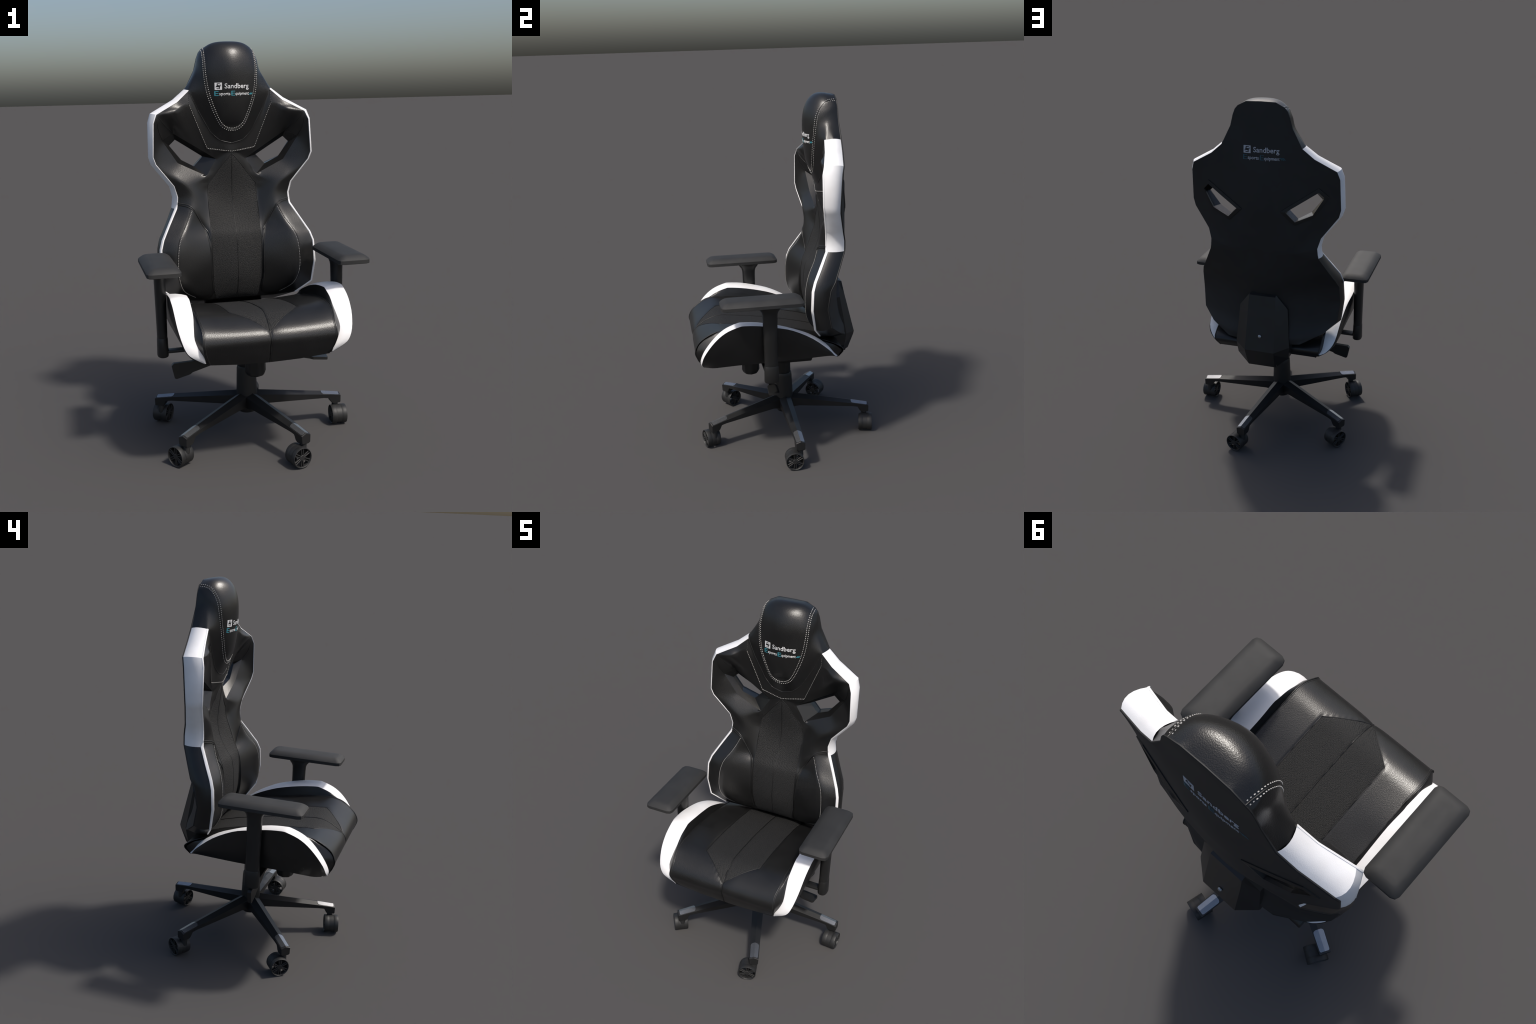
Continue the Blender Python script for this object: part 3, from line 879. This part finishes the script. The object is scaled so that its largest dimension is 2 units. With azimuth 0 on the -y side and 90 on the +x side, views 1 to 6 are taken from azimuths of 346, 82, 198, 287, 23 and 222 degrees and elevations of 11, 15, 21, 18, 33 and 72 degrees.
# ------------------------------------------------------------------ armrests
def rounded_plan(x0, x1, y0, y1, c):
    return [(x0 + c, y0), (x1 - c, y0), (x1 - c * .3, y0 + c * .3), (x1, y0 + c), (x1, y1 - c), (x1 - c * .3, y1 - c * .3), (x1 - c, y1), (x0 + c, y1), (x0 + c * .3, y1 - c * .3), (x0, y1 - c), (x0, y0 + c), (x0 + c * .3, y0 + c * .3)]
def ellipse(cx, cy, rx, ry, z, n=32, p=2.0):
    out = []
    for i in range(n):
        a = 2 * math.pi * i / n
        ca, sa = math.cos(a), math.sin(a)
        out.append(V((cx + rx * abs(ca) ** (2 / p) * (1 if ca >= 0 else -1), cy + ry * abs(sa) ** (2 / p) * (1 if sa >= 0 else -1), z)))
    return out
def armrest(s):
    L = []
    for z, d, c in ((.938, .004, .022), (.9405, .0, .024), (.957, .0, .024), (.961, .0025, .026), (.970, .013, .022), (.977, .024, .018), (.980, .036, .014), (.981, .056, .008)):
        L.append([V((s * x, y, z)) for x, y in rounded_plan(.369 + d, .526 - d, -.390 + d, .048 - d, c)])
    pad = finish("armrest", loft(L), ROOT, PAD, 28)
    cx, cy = .443, -.129
    P = []
    for z, rx, ry in ((.590, .0245, .036), (.70, .0255, .0375), (.86, .0275, .0395), (.885, .028, .041), (.900, .030, .046), (.912, .034, .056), (.925, .038, .064), (.939, .040, .070)):
        P.append([V((s * p.x, p.y, p.z)) for p in ellipse(cx, cy, rx, ry, z, 36, 2.4)])
    finish("armrest_post", loft(P), pad, PLASTIC, 40)
    P = []
    for z, rx, ry in ((.497, .020, .030), (.501, .0255, .0375), (.506, .0275, .0400), (.590, .0258, .0385), (.5935, .0245, .037)):
        P.append([V((s * p.x, p.y, p.z)) for p in ellipse(cx, cy, rx, ry, z, 36, 2.4)])
    finish("armrest_sleeve", loft(P), pad, PLASTIC, 40)
    finish("armrest_mount_bar", box((s * .305, -.132, .523), (.125, .022, .0065)), pad, FRAME, bevel=.002)
armrest(1); armrest(-1)

# ------------------------------------------------------------------ column and star base
HUB = V((-.003, .006, 0))
COL = finish("gas_lift_column", lathe([(.036, .345), (.043, .36), (.043, .47)], 40, HUB), ROOT, FRAME, 40)
BASE = finish("star_base", lathe([(.036, .118), (.043, .120), (.0475, .130), (.0545, .20), (.0525, .26), (.0495, .345), (.0475, .362), (.0455, .366), (.040, .367)], 48, HUB), ROOT, FRAME, 40)
TIPS = [(-.390, -.317), (.174, -.456), (.503, .012), (.093, .502), (-.444, .259)]

def leg_mesh():
    """One leg along +x from the hub axis: gabled top, tapering, socket block at the end."""
    S = [  # r, half width, z ridge, z shoulder, z bottom
     (.030, .036, .228, .209, .138), (.090, .034, .2200, .203, .151), (.410, .0275, .1735, .1625, .1385), (.440, .0275, .1685, .158, .1345),
     (.452, .0275, .1665, .1563, .112), (.462, .0275, .165, .155, .104), (.499, .0265, .159, .1485, .104), (.503, .025, .1565, .147, .108)]
    rings = [[V((r, -w, zs)), V((r, 0, zr)), V((r, w, zs)), V((r, w * .92, zb + .004)), V((r, w * .62, zb)), V((r, -w * .62, zb)), V((r, -w * .92, zb + .004))] for r, w, zr, zs, zb in S]
    bm = loft(rings)
    bmesh.ops.recalc_face_normals(bm, faces=bm.faces)
    me = bpy.data.meshes.new("leg"); bm.to_mesh(me); bm.free(); shade(me, 14)
    me.materials.append(FRAME)
    return me
def cap_mesh():
    """Bright gabled plate on the end of a leg."""
    rows = []
    for r, f in ((.399, .50), (.404, .78), (.411, .85), (.487, .85), (.492, .80), (.4945, .66)):
        zr = .1735 + (r - .41) * (.159 - .1735) / .089
        zs = zr - .0108; w = .0278 - (r - .41) * .02
        rows.append([V((r, w * f * t, zr + (zs - zr) * abs(f * t) + .0014)) for t in (-1, -.5, 0, .5, 1)])
    bm = loft(rows, cap=False, closed=False)
    r = bmesh.ops.extrude_face_region(bm, geom=bm.faces[:])
    for g in r["geom"]:
        if isinstance(g, bmesh.types.BMVert):
            g.co.z -= .004
    bmesh.ops.recalc_face_normals(bm, faces=bm.faces)
    me = bpy.data.meshes.new("leg_cap"); bm.to_mesh(me); bm.free(); shade(me, 20)
    me.materials.append(CHROME)
    return me
LEG, CAP = leg_mesh(), cap_mesh()

# caster: axis along x, centre at origin
WR, WHALF = .050, .040
def wheel_mesh():
    """Hollow wheel with six double spokes on its outer (+x) face, 0..0.027 deep."""
    bm = bmesh.new(); n = 48
    prof = [(.000, .0440), (.000, .0497), (.0005, .0500), (.0245, .0500), (.0265, .0490), (.0268, .0470), (.0245, .0455), (.0230, .0445), (.004, .0440)]
    rings = [[bm.verts.new((x, r * math.cos(2 * math.pi * i / n), r * math.sin(2 * math.pi * i / n))) for x, r in prof] for i in range(n)]
    for i in range(n):
        a, b = rings[i], rings[(i + 1) % n]
        for k in range(len(prof)):
            l = (k + 1) % len(prof)
            bm.faces.new((a[k], a[l], b[l], b[k]))
    # hub boss
    hub = [(.012, .0), (.012, .013), (.0220, .0138), (.0235, .0120), (.0235, .0)]
    hr = [[bm.verts.new((x, max(r, .0004) * math.cos(2 * math.pi * i / 20), max(r, .0004) * math.sin(2 * math.pi * i / 20))) for x, r in hub] for i in range(20)]
    for i in range(20):
        a, b = hr[i], hr[(i + 1) % 20]
        for k in range(len(hub) - 1):
            bm.faces.new((a[k], a[k + 1], b[k + 1], b[k]))
    for j in range(6):
        for side in (-1, 1):
            th = 2 * math.pi * j / 6 + .52
            d = V((0, math.cos(th), math.sin(th))); t = V((0, -math.sin(th), math.cos(th)))
            p0 = d * .008 + t * side * .0035; p1 = d * .0455 + t * side * .0062
            q = []
            for p, w in ((p0, .0024), (p1, .0028)):
                q.append([bm.verts.new(p + t * a * w + V((x, 0, 0))) for a, x in ((-1, .014), (1, .014), (1, .0215), (.5, .0228), (-.5, .0228), (-1, .0215))])
            for k in range(6):
                bm.faces.new((q[0][k], q[0][(k + 1) % 6], q[1][(k + 1) % 6], q[1][k]))
            bm.faces.new(q[0][::-1]); bm.faces.new(q[1])
    bmesh.ops.recalc_face_normals(bm, faces=bm.faces)
    me = bpy.data.meshes.new("wheel"); bm.to_mesh(me); bm.free(); shade(me, 35)
    me.materials.append(WHEEL)
    return me
def hood_mesh():
    """Centre fork hood that fills the gap between the wheels above the axle, with the stem boss."""
    bm = bmesh.new(); n = 40; rings = []
    a0, a1 = math.radians(-42), math.radians(222)
    for i in range(n + 1):
        a = a0 + (a1 - a0) * i / n
        rings.append([bm.verts.new((x, r * math.cos(a), r * math.sin(a))) for x, r in ((-.0131, .0499), (.0131, .0499), (.0131, .0440), (-.0131, .0440))])
    for a, b in zip(rings, rings[1:]):
        for k in range(4):
            bm.faces.new((a[k], a[(k + 1) % 4], b[(k + 1) % 4], b[k]))
    bm.faces.new(rings[0][::-1]); bm.faces.new(rings[-1])
    # axle and its web
    for x0, x1, r in ((-.028, .028, .005),):
        q = [[bm.verts.new((x, r * math.cos(t), r * math.sin(t))) for t in (2 * math.pi * k / 14 for k in range(14))] for x in (x0, x1)]
        for k in range(14):
            bm.faces.new((q[0][k], q[0][(k + 1) % 14], q[1][(k + 1) % 14], q[1][k]))
        bm.faces.new(q[0][::-1]); bm.faces.new(q[1])
    w = [bm.verts.new((x, y, z)) for x in (-.005, .005) for y, z in ((-.009, -.009), (.009, -.009), (.013, .045), (-.013, .045))]
    for f in ((0, 1, 2, 3), (7, 6, 5, 4), (0, 4, 5, 1), (1, 5, 6, 2), (2, 6, 7, 3), (3, 7, 4, 0)):
        bm.faces.new([w[k] for k in f])
    bmesh.ops.recalc_face_normals(bm, faces=bm.faces)
    me = bpy.data.meshes.new("caster"); bm.to_mesh(me); bm.free(); shade(me, 35)
    me.materials.append(WHEEL)
    return me
WHEEL_ME, HOOD_ME = wheel_mesh(), hood_mesh()
STEM_BM = lathe([(.0135, .062), (.0165, .066), (.0165, .098), (.013, .110)], 24)
bmesh.ops.recalc_face_normals(STEM_BM, faces=STEM_BM.faces)
STEM_ME = bpy.data.meshes.new("caster_stem"); STEM_BM.to_mesh(STEM_ME); STEM_BM.free(); shade(STEM_ME, 35); STEM_ME.materials.append(WHEEL)

for tx, ty in TIPS:
    d = V((tx, ty, 0)) - HUB
    ang = math.atan2(d.y, d.x); scale = d.length / .501
    leg = link("leg", LEG, BASE); leg.location = HUB; leg.rotation_euler = (0, 0, ang); leg.scale = (scale, 1, 1)
    cap = link("leg_cap", CAP, BASE); cap.location = HUB; cap.rotation_euler = (0, 0, ang); cap.scale = (scale, 1, 1)
    ca = ang - math.radians(4.0)
    cen = HUB + V((math.cos(ca), math.sin(ca), 0)) * .484 * scale
    cen.z = WR + .0003
    caster = link("caster", HOOD_ME, ROOT); caster.location = cen; caster.rotation_euler = (0, 0, ca)
    for sgn in (0, 1):
        w = link("wheel", WHEEL_ME, caster)
        w.location = (.0132 if sgn == 0 else -.0132, 0, 0)
        w.rotation_euler = (0, 0, math.pi * sgn)
    st = link("caster_stem", STEM_ME, caster)
    p = HUB + V((math.cos(ang), math.sin(ang), 0)) * .478 * scale - cen
    p.z = -cen.z
    st.location = Matrix.Rotation(-ca, 3, "Z") @ p
